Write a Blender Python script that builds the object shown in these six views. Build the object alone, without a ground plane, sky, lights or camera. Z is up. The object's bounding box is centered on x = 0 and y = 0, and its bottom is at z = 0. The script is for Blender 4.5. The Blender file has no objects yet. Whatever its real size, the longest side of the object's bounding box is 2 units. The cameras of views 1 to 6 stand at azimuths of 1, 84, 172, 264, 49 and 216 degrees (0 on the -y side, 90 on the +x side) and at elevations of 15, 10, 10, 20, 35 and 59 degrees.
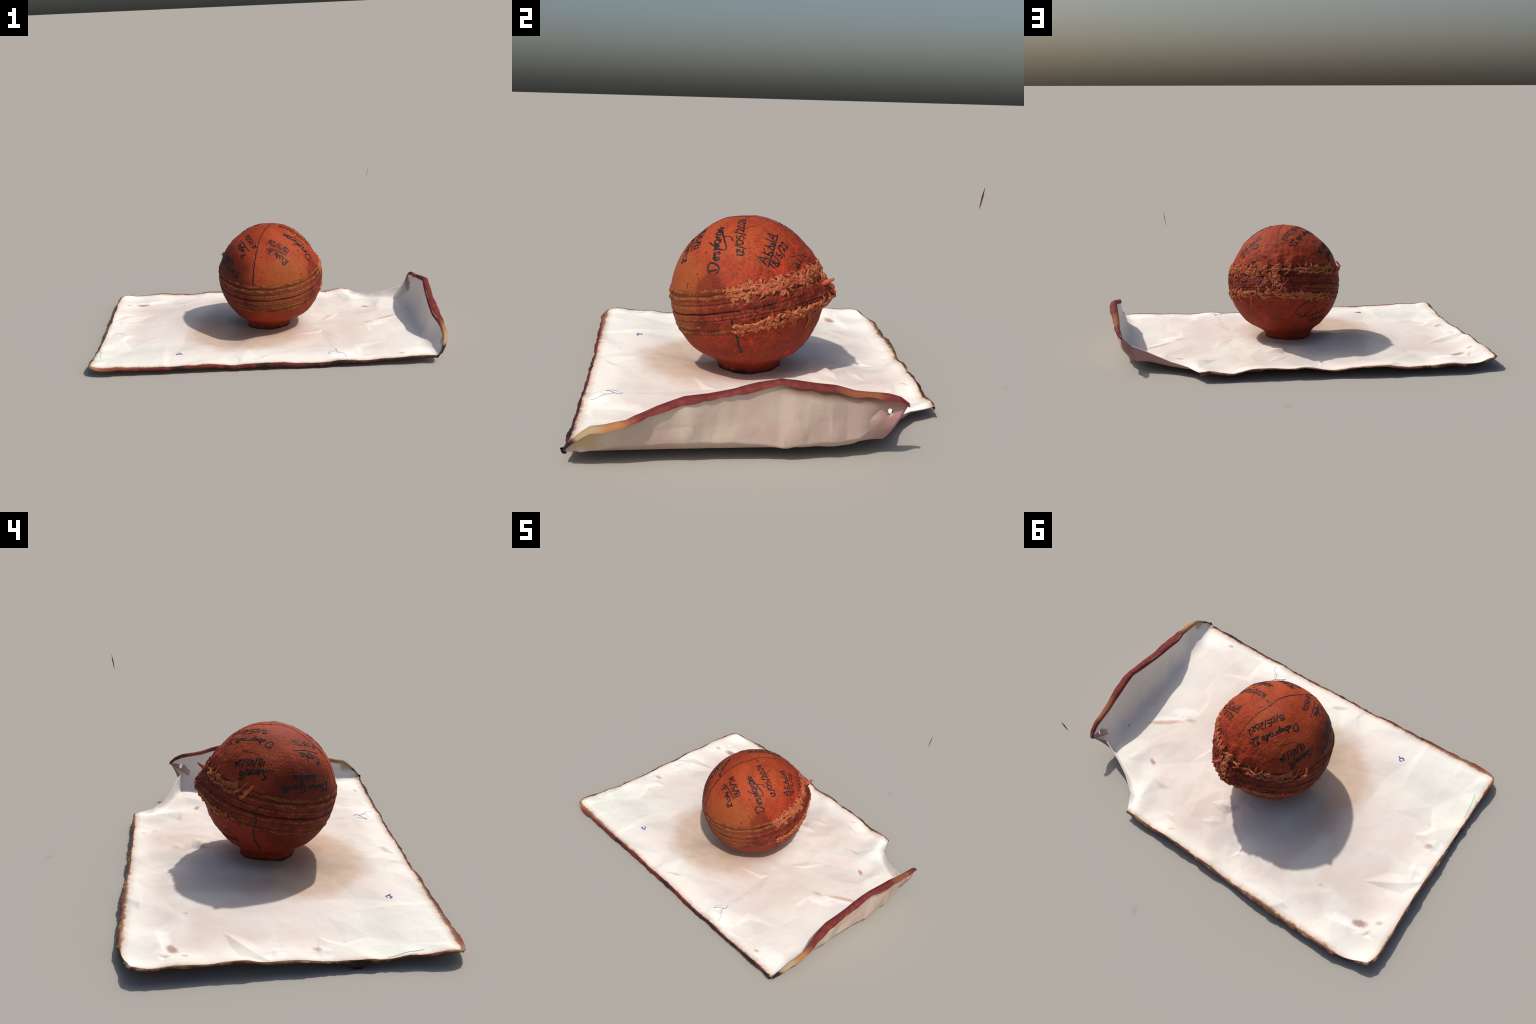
"""A worn, signed leather ball with a frayed seam, resting on a crumpled sheet of
paper whose edges are scorched and whose far end is folded up into a flap."""
import bpy, math
import numpy as np

RNG = np.random.default_rng(26)
TAU = math.tau


# ------------------------------------------------------------------ utilities
def lerp(a, b, t):
    return a + (b - a) * t


def smooth(a, b, x):
    t = np.clip((x - a) / (b - a), 0, 1)
    return t * t * (3 - 2 * t)


def unit(v):
    v = np.asarray(v, float)
    return v / np.linalg.norm(v, axis=-1, keepdims=True)


def _hash(ix, iy, iz, seed):
    h = (ix * 374761393 + iy * 668265263 + iz * 2147483647 + seed * 974711) & 0xFFFFFFFF
    h = ((h ^ (h >> 13)) * 1274126177) & 0xFFFFFFFF
    h = ((h ^ (h >> 16)) * 2246822519) & 0xFFFFFFFF
    return ((h ^ (h >> 15)) & 0xFFFFFF) / float(0xFFFFFF)


def noise(p, freq, seed=0):
    """Value noise in -1..1 at points p (n,3)."""
    q = np.asarray(p, float) * freq + 100.0
    i = np.floor(q).astype(np.int64)
    f = q - i
    f = f * f * (3 - 2 * f)
    out = 0
    for dx in (0, 1):
        for dy in (0, 1):
            for dz in (0, 1):
                w = (f[..., 0] if dx else 1 - f[..., 0]) * (f[..., 1] if dy else 1 - f[..., 1]) * (f[..., 2] if dz else 1 - f[..., 2])
                out = out + w * _hash(i[..., 0] + dx, i[..., 1] + dy, i[..., 2] + dz, seed)
    return out * 2 - 1


def fbm(p, freq, octaves=3, seed=0):
    return sum(noise(p, freq * 2 ** k, seed + k) / 2 ** k for k in range(octaves))


def grid_faces(rows, cols, wrap=False):
    r = np.arange(rows - 1)[:, None]
    c = np.arange(cols if wrap else cols - 1)[None, :]
    c2 = (c + 1) % cols
    a = r * cols + c
    return np.stack([a, r * cols + c2, (r + 1) * cols + c2, (r + 1) * cols + c], -1).reshape(-1, 4)


def make_mesh(name, verts, faces, material, smooth_shade=True):
    me = bpy.data.meshes.new(name)
    me.from_pydata(np.asarray(verts, float).tolist(), [], [tuple(int(i) for i in f) for f in faces])
    if smooth_shade:
        me.polygons.foreach_set("use_smooth", [True] * len(me.polygons))
    for m in material if isinstance(material, (list, tuple)) else [material]:
        me.materials.append(m)
    me.update()
    return me


def place(name, mesh, parent, origin=(0, 0, 0)):
    """Link a mesh whose vertices are given relative to `origin` (world)."""
    ob = bpy.data.objects.new(name, mesh)
    bpy.context.scene.collection.objects.link(ob)
    ob.parent = parent
    ob.location = np.asarray(origin, float) - np.asarray(parent.location) if parent else origin
    return ob


def empty(name, at, label, category):
    ob = bpy.data.objects.new(name, None)
    bpy.context.scene.collection.objects.link(ob)
    ob.location = at
    ob.empty_display_size = 0.05
    ob["label"], ob["category"] = label, category
    return ob


def tube(points, radii, normals=None, sides=6, flat=1.0):
    """Verts and faces of a tube along points; flat < 1 squashes it along the normals."""
    P = np.asarray(points, float)
    n = len(P)
    r = np.broadcast_to(np.asarray(radii, float), (n,))
    T = np.gradient(P, axis=0)
    T = unit(T + 1e-9)
    if normals is None:
        up = np.array([0.31, 0.17, 0.93])
        normals = np.broadcast_to(up, P.shape)
    side = unit(np.cross(T, normals) + 1e-9)
    nn = unit(np.cross(side, T) + 1e-9)
    a = np.arange(sides) * TAU / sides
    V = P[:, None] + r[:, None, None] * (np.cos(a)[None, :, None] * side[:, None] + flat * np.sin(a)[None, :, None] * nn[:, None])
    F = [tuple(f) for f in grid_faces(n, sides, wrap=True)]
    F.append(tuple(range(sides))[::-1])
    F.append(tuple(range((n - 1) * sides, n * sides)))
    return V.reshape(-1, 3), F


def join(parts):
    V, F, o = [], [], 0
    for v, f in parts:
        V.append(v)
        F += [tuple(i + o for i in q) for q in f]
        o += len(v)
    return np.vstack(V), F


def curve_through(pts, per=6):
    """Catmull-Rom through pts."""
    P = np.asarray(pts, float)
    if len(P) < 3:
        return np.array([lerp(P[0], P[-1], t) for t in np.linspace(0, 1, per)])
    Q = np.vstack([2 * P[0] - P[1], P, 2 * P[-1] - P[-2]])
    out = []
    for i in range(1, len(Q) - 2):
        for t in np.arange(per) / per:
            a, b, c, d = Q[i - 1], Q[i], Q[i + 1], Q[i + 2]
            out.append(0.5 * (2 * b + (c - a) * t + (2 * a - 5 * b + 4 * c - d) * t * t + (3 * b - a - 3 * c + d) * t ** 3))
    out.append(P[-1])
    return np.array(out)


# ------------------------------------------------------------------ materials
class Graph:
    def __init__(self, name, roughness=0.7, specular=0.3):
        self.mat = bpy.data.materials.new(name)
        self.mat.use_nodes = True
        self.t = self.mat.node_tree
        self.bsdf = self.t.nodes["Principled BSDF"]
        self.bsdf.inputs["Roughness"].default_value = roughness
        self.bsdf.inputs["Specular IOR Level"].default_value = specular
        self.coord = self.t.nodes.new("ShaderNodeTexCoord").outputs["Object"]

    def node(self, kind, **settings):
        n = self.t.nodes.new("ShaderNode" + kind)
        for k, v in settings.items():
            setattr(n, k, v)
        return n

    def put(self, socket, value):
        if isinstance(value, bpy.types.NodeSocket):
            self.t.links.new(value, socket)
        elif isinstance(value, tuple) and len(value) == 3 and socket.type == "RGBA":
            socket.default_value = (*value, 1)
        else:
            socket.default_value = value

    def math(self, op, a, b=0.0, clamp=False):
        n = self.node("Math", operation=op, use_clamp=clamp)
        self.put(n.inputs[0], a)
        self.put(n.inputs[1], b)
        return n.outputs[0]

    def dot(self, v, d):
        n = self.node("VectorMath", operation="DOT_PRODUCT")
        self.put(n.inputs[0], v)
        n.inputs[1].default_value = d
        return n.outputs["Value"]

    def mapped(self, loc=(0, 0, 0), rot=(0, 0, 0), scale=(1, 1, 1), kind="TEXTURE"):
        n = self.node("Mapping", vector_type=kind)
        self.put(n.inputs[0], self.coord)
        n.inputs[1].default_value, n.inputs[2].default_value, n.inputs[3].default_value = loc, rot, scale
        return n.outputs[0]

    def noise(self, scale, detail=4, rough=0.55, distort=0.0, vector=None):
        n = self.node("TexNoise")
        self.put(n.inputs["Vector"], vector or self.coord)
        n.inputs["Scale"].default_value, n.inputs["Detail"].default_value = scale, detail
        n.inputs["Roughness"].default_value, n.inputs["Distortion"].default_value = rough, distort
        return n.outputs["Fac"]

    def voronoi(self, scale, feature="F1", vector=None):
        n = self.node("TexVoronoi", feature=feature)
        self.put(n.inputs["Vector"], vector or self.coord)
        n.inputs["Scale"].default_value = scale
        return n.outputs["Color"] if feature == "F1" else n.outputs["Distance"]

    def step(self, x, a, b):
        """0 at a, 1 at b, smooth between."""
        n = self.node("MapRange", interpolation_type="SMOOTHSTEP")
        self.put(n.inputs["Value"], x)
        n.inputs["From Min"].default_value, n.inputs["From Max"].default_value = min(a, b), max(a, b)
        n.inputs["To Min"].default_value, n.inputs["To Max"].default_value = (0, 1) if a < b else (1, 0)
        return n.outputs["Result"]

    def ramp(self, x, stops):
        n = self.node("ValToRGB")
        self.put(n.inputs[0], x)
        e = n.color_ramp.elements
        while len(e) < len(stops):
            e.new(0.5)
        for el, (p, c) in zip(e, stops):
            el.position, el.color = p, (*c, 1)
        return n.outputs[0]

    def mix(self, f, a, b, blend="MIX"):
        n = self.node("Mix", data_type="RGBA", blend_type=blend)
        self.put(n.inputs[0], f)
        self.put(n.inputs[6], a)
        self.put(n.inputs[7], b)
        return n.outputs[2]

    def ellipse(self, centre, radii, turn=0.0, soft=0.35, wobble=None):
        """1 inside an ellipse (x, y), 0 outside."""
        v = self.mapped((centre[0], centre[1], 0), (0, 0, turn), (radii[0], radii[1], 1e6))
        n = self.node("VectorMath", operation="LENGTH")
        self.put(n.inputs[0], v)
        d = n.outputs["Value"]
        if wobble is not None:
            d = self.math("ADD", d, wobble)
        return self.step(d, 1.0 + soft / 2, 1.0 - soft / 2)

    def bump(self, height, strength, distance=0.002):
        n = self.node("Bump")
        n.inputs["Strength"].default_value, n.inputs["Distance"].default_value = strength, distance
        self.put(n.inputs["Height"], height)
        self.t.links.new(n.outputs[0], self.bsdf.inputs["Normal"])

    def done(self, colour):
        self.put(self.bsdf.inputs["Base Color"], colour)
        return self.mat


# ============================================================ THE LEATHER BALL
CENTRE = np.array([0.0307, -0.0397, 0.3582])
RADIUS = 0.3070
SEAM_AXIS = unit([-0.039, -0.201, 0.979])          # the seam lies in a tilted plane
EAST = unit(np.cross([0, 1, 0], SEAM_AXIS))
NORTH = np.cross(SEAM_AXIS, EAST)
ROW_TOP, ROW_TOP2, ROW_MID, ROW_LOW2, ROW_LOW = 0.243, 0.158, -0.03, -0.205, -0.284   # heights along the axis / radius
FRAY_FROM, FRAY_TO = 76, 238                       # azimuths between which the seam is frayed


def azimuth(d):
    return np.degrees(np.arctan2(d[..., 0], -d[..., 1])) % 360


def seam_dir(az, s):
    """Unit direction at world azimuth az (degrees) whose height along the seam axis is s."""
    a = np.radians(np.asarray(az, float))
    s = np.asarray(s, float)
    flat = np.stack([np.sin(a), -np.cos(a), 0 * a], -1)
    e = unit(flat - (flat @ SEAM_AXIS)[..., None] * SEAM_AXIS)
    return np.sqrt(1 - s * s)[..., None] * e + s[..., None] * SEAM_AXIS


def row_height(base, az):
    """The upper rows sag in the frayed part, the lower rows lift a little."""
    az = np.asarray(az, float)
    sag = np.exp(-((az - 150) / 42.0) ** 2)
    return base - (0.05 if base > 0 else -0.03) * sag


def frayed(az):
    return smooth(FRAY_FROM - 6, FRAY_FROM + 10, az) * (1 - smooth(FRAY_TO - 14, FRAY_TO + 4, az))


def ball_surface(d, relief=True):
    """World point of the leather surface in direction d (n,3)."""
    d = unit(d)
    s = d @ SEAM_AXIS
    az = azimuth(d)
    r = np.full(len(d), RADIUS)
    # lump where the seam has burst, on the +y side
    da = az - 166
    dz = d[:, 2] - 0.035
    r = r + 0.040 * np.exp(-(da / np.where(da < 0, 27.0, 20.0)) ** 2 - (dz / np.where(dz > 0, 0.20, 0.125)) ** 2)
    # flats and dents
    r = r - 0.012 * np.exp(-(((az - 90) / 22) ** 2 + ((d[:, 2] - 0.5) / 0.25) ** 2))
    r = r - 0.008 * np.exp(-(((az - 130) / 25) ** 2 + ((d[:, 2] - 0.45) / 0.25) ** 2))
    r = r - 0.013 * np.exp(-((1 - d @ unit(np.array([0.470, 0.850, 0.235]))) / 0.0022))   # pit beside the burst knot
    r = r + 0.006 * np.exp(-((d[:, 2] - 0.98) / 0.12) ** 2)
    r = r + 0.0025 * np.exp(-(s - ROW_MID) ** 2 / 0.06)
    if relief:
        fr = frayed(az)
        r = r + 0.0022 * fbm(d, 3.2, 2, 5)
        # central groove, finer grooves either side
        wob = 0.012 * noise(d, 6, 9)
        r = r - (0.006 - 0.0045 * fr) * np.exp(-((s - ROW_MID + wob) / 0.014) ** 2)
        for g in (0.085, -0.125):
            r = r - 0.0025 * np.exp(-((s - g + wob) / 0.010) ** 2)
        # scuffed, roughened leather beside the frayed stitches
        near = np.exp(-((s - 0.02) / 0.34) ** 2)
        r = r + fr * near * (0.0035 * fbm(d, 22, 3, 11) + 0.0016 * noise(d, 70, 15))
        r = r + fr * 0.0018 * fbm(d, 14, 2, 31)
        r = r + 0.0006 * fbm(d, 45, 2, 21)
        # pleats running up from the burst lump
        b = unit(np.array([0.20, 0.97, 0.16]))
        k = d @ b
        u = np.arctan2(d @ np.cross(b, [0, 0, 1.0]), d[:, 2] - k * b[2])
        pleat = smooth(0.80, 0.93, k) * (1 - smooth(0.97, 0.995, k)) * np.clip(d[:, 2] * 4, 0, 1)
        r = r + 0.005 * pleat * np.sin(u * 9 + 1.5 * noise(d, 4, 3))
    p = CENTRE + d * r[:, None]
    # below, the ball runs into a short neck down to the paper, a scan fault copied into the shape
    th = np.degrees(np.arccos(np.clip(-d[:, 2], -1, 1)))
    lean = 1 - smooth(20, 52, th)
    p[:, 0] -= 0.026 * lean
    p[:, 1] += 0.018 * lean
    start = 42.0
    neck = th < start
    t = np.clip(th / start, 0, 1)
    rho = np.interp(t, [0, 0.45, 0.55, 0.66, 0.76, 0.88, 1.0], [0, 0.138, 0.126, 0.125, 0.137, 0.164, RADIUS * math.sin(math.radians(start))])
    z = np.interp(t, [0, 0.45, 0.55, 0.66, 0.76, 0.88, 1.0], [0.030, 0.030, 0.047, 0.066, 0.084, 0.105, CENTRE[2] - RADIUS * math.cos(math.radians(start))])
    h = np.hypot(d[:, 0], d[:, 1]) + 1e-9
    lx, ly = CENTRE[0] - 0.026 * lean, CENTRE[1] + 0.018 * lean
    wav = 1 + (0.08 * noise(np.stack([d[:, 0] / h, d[:, 1] / h, 0 * h], -1), 2.2, 41) + 0.04 * noise(d, 14, 42)) * (1 - t)
    p[neck, 0] = (lx + d[:, 0] / h * rho * wav)[neck]
    p[neck, 1] = (ly + d[:, 1] / h * rho * wav)[neck]
    p[neck, 2] = z[neck]
    return p


def leather(name, kind):
    g = Graph(name, 0.62, 0.12)
    c = g.coord
    s = g.math("DIVIDE", g.dot(c, tuple(SEAM_AXIS)), RADIUS)
    big, mid, fine = g.noise(7, 5, 0.6), g.noise(22, 5, 0.65, 0.6), g.noise(95, 4, 0.7)
    orange, deep = (0.370, 0.064, 0.020), (0.285, 0.038, 0.014)
    red, maroon = (0.350, 0.030, 0.012), (0.080, 0.012, 0.008)
    base = g.mix(g.step(big, 0.36, 0.64), orange, deep)
    base = g.mix(g.math("MULTIPLY", g.step(mid, 0.50, 0.68), 0.45), base, (0.430, 0.058, 0.018))
    base = g.mix(g.math("MULTIPLY", g.step(fine, 0.55, 0.75), 0.35), base, (0.43, 0.125, 0.045))
    # tanned, dustier leather on the front
    tan = g.step(g.math("ADD", g.math("DIVIDE", g.dot(c, (0.38, -0.90, 0.15)), RADIUS), g.math("MULTIPLY", g.math("SUBTRACT", mid, 0.5), 0.3)), 0.80, 0.95)
    base = g.mix(g.math("MULTIPLY", tan, 0.6), base, (0.300, 0.090, 0.024))
    # raw red suede on the battered side
    side = g.math("ADD", g.dot(c, (1.55, 1.75, -1.25)), g.math("MULTIPLY", g.math("SUBTRACT", mid, 0.5), 1.5))
    side_mask = g.step(side, -0.05, 0.42)
    if kind == "lower":
        side_mask = g.math("MAXIMUM", side_mask, 0.8)
    suede = g.mix(g.step(mid, 0.38, 0.64), (0.225, 0.026, 0.012), (0.420, 0.045, 0.016))
    suede = g.mix(g.math("MULTIPLY", g.step(g.noise(48, 4, 0.7), 0.56, 0.68), 0.5), suede, (0.46, 0.105, 0.040))
    if kind == "lower":
        suede = g.mix(g.step(big, 0.3, 0.7), (0.200, 0.024, 0.012), (0.310, 0.036, 0.015))
    base = g.mix(g.math("MULTIPLY", side_mask, 0.92), base, suede)
    hot = g.math("MULTIPLY", g.step(g.noise(13, 3, 0.6, 1.0), 0.60, 0.70), g.step(side, -0.2, 0.2))
    base = g.mix(g.math("MULTIPLY", hot, 0.75), base, (0.60, 0.045, 0.018))
    smear = g.step(g.noise(30, 5, 0.7, 1.5), 0.62, 0.72)
    base = g.mix(g.math("MULTIPLY", g.math("MULTIPLY", smear, g.step(side, -0.15, 0.25)), 0.7), base, (0.085, 0.014, 0.009))
    # polished maroon patches, with an edge; the -x one also paints in baked shade
    for axis, lo, hi, amount in (((-0.90, -0.42, -0.06), 0.56, 0.86, 0.80), ((0.835, -0.505, 0.215), 0.966, 0.984, 0.60)):
        f = g.math("ADD", g.math("DIVIDE", g.dot(c, tuple(unit(axis))), RADIUS), g.math("MULTIPLY", g.math("SUBTRACT", mid, 0.5), 0.30 if lo < 0.9 else 0.03))
        base = g.mix(g.math("MULTIPLY", g.step(f, lo, hi), amount), base, maroon)
    if kind == "band":
        tan_side = g.step(g.math("DIVIDE", g.dot(c, (0.19, -0.98, 0.0)), RADIUS), 0.76, 0.90)
        band = g.mix(g.step(mid, 0.35, 0.7), maroon, (0.23, 0.034, 0.016))
        band = g.mix(g.math("MULTIPLY", tan_side, 0.8), band, g.mix(big, (0.17, 0.042, 0.016), (0.28, 0.080, 0.026)))
        base = g.mix(0.86, base, band)
        wob = g.math("ADD", s, g.math("MULTIPLY", g.math("SUBTRACT", big, 0.5), 0.05))
        for at, half, amount in ((ROW_MID, 0.013, 0.92), (0.085, 0.007, 0.55), (-0.125, 0.007, 0.55), (0.20, 0.012, 0.5), (-0.245, 0.012, 0.5)):
            line = g.step(g.math("ABSOLUTE", g.math("SUBTRACT", wob, at)), half * 1.5, half * 0.4)
            keep = g.math("MULTIPLY", g.step(g.noise(11, 3), 0.30, 0.48), g.math("SUBTRACT", 1.0, g.math("MULTIPLY", g.step(side, 0.35, 0.55), 0.65)))
            base = g.mix(g.math("MULTIPLY", g.math("MULTIPLY", line, keep), amount), base, (0.020, 0.010, 0.009))
        # ghost of worn thread in the inner rows
        for at in (0.055, -0.10):
            line = g.step(g.math("ABSOLUTE", g.math("SUBTRACT", wob, at)), 0.022, 0.008)
            base = g.mix(g.math("MULTIPLY", g.math("MULTIPLY", line, g.step(fine, 0.5, 0.62)), 0.6), base, (0.40, 0.15, 0.065))
    grain = g.noise(140, 3, 0.7)
    base = g.mix(g.math("MULTIPLY", g.step(grain, 0.50, 0.36), 0.40), base, (0.13, 0.020, 0.010))
    veins = g.step(g.math("ABSOLUTE", g.math("SUBTRACT", g.noise(16, 6, 0.7, 0.8), 0.5)), 0.016, 0.004)
    base = g.mix(g.math("MULTIPLY", g.math("MULTIPLY", veins, g.step(side, -0.3, 0.2)), 0.65), base, (0.09, 0.014, 0.009))
    # dark pits and pale scratches
    pits = g.step(g.noise(60, 2, 0.5), 0.66, 0.73)
    base = g.mix(g.math("MULTIPLY", pits, 0.75), base, (0.05, 0.014, 0.010))
    stretched = g.mapped(scale=(0.25, 1, 1.6), rot=(0.4, 0.2, 0.9), kind="POINT")
    scratch = g.step(g.noise(55, 3, 0.6, 0, stretched), 0.70, 0.76)
    base = g.mix(g.math("MULTIPLY", scratch, 0.35), base, (0.45, 0.12, 0.045))
    if kind == "lower":   # baked contact shade painted dark round the ball's foot
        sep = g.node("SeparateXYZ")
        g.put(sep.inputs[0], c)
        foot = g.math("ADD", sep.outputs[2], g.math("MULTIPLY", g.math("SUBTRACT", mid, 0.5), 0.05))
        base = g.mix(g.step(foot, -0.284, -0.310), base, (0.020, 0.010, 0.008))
    g.bump(g.math("ADD", fine, g.math("MULTIPLY", mid, 0.6)), 0.45, 0.003)
    return g.done(base)


def build_cover(parent):
    lats, lons = 520, 760
    lat = np.linspace(-math.pi / 2, math.pi / 2, lats)
    # keep exact rows at the borders between cups and band
    rows = [int(np.argmin(abs(np.sin(lat) - b))) for b in (-0.315, 0.275)]
    lon = np.arange(lons) * TAU / lons
    la, lo = np.meshgrid(lat, lon, indexing="ij")
    la = np.clip(la, -math.pi / 2 + 1e-4, math.pi / 2 - 1e-4)
    d = np.cos(la)[..., None] * (np.cos(lo)[..., None] * EAST + np.sin(lo)[..., None] * NORTH) + np.sin(la)[..., None] * SEAM_AXIS
    P = ball_surface(d.reshape(-1, 3)) - CENTRE
    whole = make_mesh("whole", P, grid_faces(lats, lons, wrap=True), leather("leather_unused", "upper"))
    normals = np.empty(len(P) * 3)
    whole.vertex_normals.foreach_get("vector", normals)
    normals = normals.reshape(-1, 3)
    bpy.data.meshes.remove(whole)
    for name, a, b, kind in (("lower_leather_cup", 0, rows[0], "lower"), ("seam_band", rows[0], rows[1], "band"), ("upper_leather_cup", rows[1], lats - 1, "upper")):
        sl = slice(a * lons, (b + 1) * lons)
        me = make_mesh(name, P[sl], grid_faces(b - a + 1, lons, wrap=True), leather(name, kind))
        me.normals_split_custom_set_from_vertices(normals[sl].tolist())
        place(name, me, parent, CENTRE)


# ---------------------------------------------------------- stitching and fray
def thread_material(name, light, dark, pale):
    g = Graph(name, 0.85, 0.15)
    a, b = g.noise(30, 4, 0.6), g.noise(150, 3, 0.6)
    col = g.mix(g.step(a, 0.34, 0.62), dark, light)
    col = g.mix(g.math("MULTIPLY", g.step(b, 0.52, 0.7), 0.55), col, pale)
    g.bump(b, 0.5, 0.002)
    return g.done(col)


def build_cords(parent):
    mat = thread_material("waxed_cord", (0.270, 0.080, 0.023), (0.140, 0.032, 0.012), (0.37, 0.140, 0.048))
    for row, r_strand, amount in ((ROW_TOP, 0.0050, 1.0), (ROW_TOP2, 0.0048, 1.0), (ROW_LOW2, 0.0040, 0.8), (ROW_LOW, 0.0044, 0.9)):
        az0, az1 = FRAY_TO - 6 - 360, FRAY_FROM + 4
        n = 1500
        az = np.linspace(az0, az1, n)
        s = row_height(row, az % 360) + 0.014 * noise(np.stack([az * 0.12, 0 * az, 0 * az + row * 50], -1), 1, 7)
        d = seam_dir(az, s)
        base = ball_surface(d)
        along = unit(np.gradient(base, axis=0))
        out = unit(d - (d * along).sum(1)[:, None] * along)
        side = np.cross(along, out)
        phase = np.radians(az) * RADIUS / 0.0300 * TAU
        thick = amount * (1 + 0.34 * noise(np.stack([az * 0.25, 0 * az, 0 * az + row * 9], -1), 1, 3))
        # the cord is worn down here and there
        wear = np.clip(1.0 - 0.8 * smooth(0.15 if row > 0 else -0.25, 0.6, noise(np.stack([az * 0.07, 0 * az + 4, 0 * az + row * 31], -1), 1, 17)), 0.15, 1)
        parts = []
        for k in (0, math.pi):
            w = 0.0040 * thick
            path = base + out * (-0.0036 + w * np.sin(phase + k) * 0.5 + 0.0026 * wear)[:, None] + side * (w * np.cos(phase + k))[:, None]
            parts.append(tube(path - CENTRE, r_strand * thick * (0.55 + 0.45 * wear), out, 7))
        v, f = join(parts)
        place("stitch_cord", make_mesh("stitch_cord", v, f, mat), parent, CENTRE)


def curly_strand(az, s, length, radius, lift, heading, fibres=1, spread=0.0):
    """Threads teased out of the seam: a tuft of fibres lying on the ball, curling in the tangent plane."""
    d = seam_dir(np.array([az]), np.array([s]))[0]
    n = 7
    pts = []
    turn = RNG.normal(0, 0.30)
    for i in range(n):
        e = unit(np.cross([0, 0, 1.0], d))
        u = np.cross(d, e)
        pts.append((d, -math.sin(heading) * e + math.cos(heading) * u))
        heading += turn + RNG.normal(0, 0.30)
        d = unit(d + (math.cos(heading) * e + math.sin(heading) * u) * length / (n - 1) / RADIUS)
    D0 = np.array([q[0] for q in pts])
    S0 = np.array([q[1] for q in pts])
    t = np.linspace(0, 1, n)
    parts = []
    for k in range(fibres):
        off = RNG.normal(0, spread) / RADIUS
        fan = RNG.normal(0, 0.5 * spread) / RADIUS
        D = unit(D0 + S0 * (off * np.sin(math.pi * np.clip(t + 0.15, 0, 1)) + fan * t)[:, None])
        h = 0.0006 + lift * np.sin(math.pi * t) * RNG.uniform(0.2, 1.1)
        P = ball_surface(D, True) + D * h[:, None]
        P = curve_through(P, 2)
        tt = np.linspace(0, 1, len(P))
        parts.append(tube(P - CENTRE, radius * RNG.uniform(0.7, 1.3) * (0.35 + 0.8 * np.sin(math.pi * np.clip(tt * 0.9 + 0.08, 0, 1))), unit(P - CENTRE), 5, 0.8))
    return join(parts)


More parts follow.
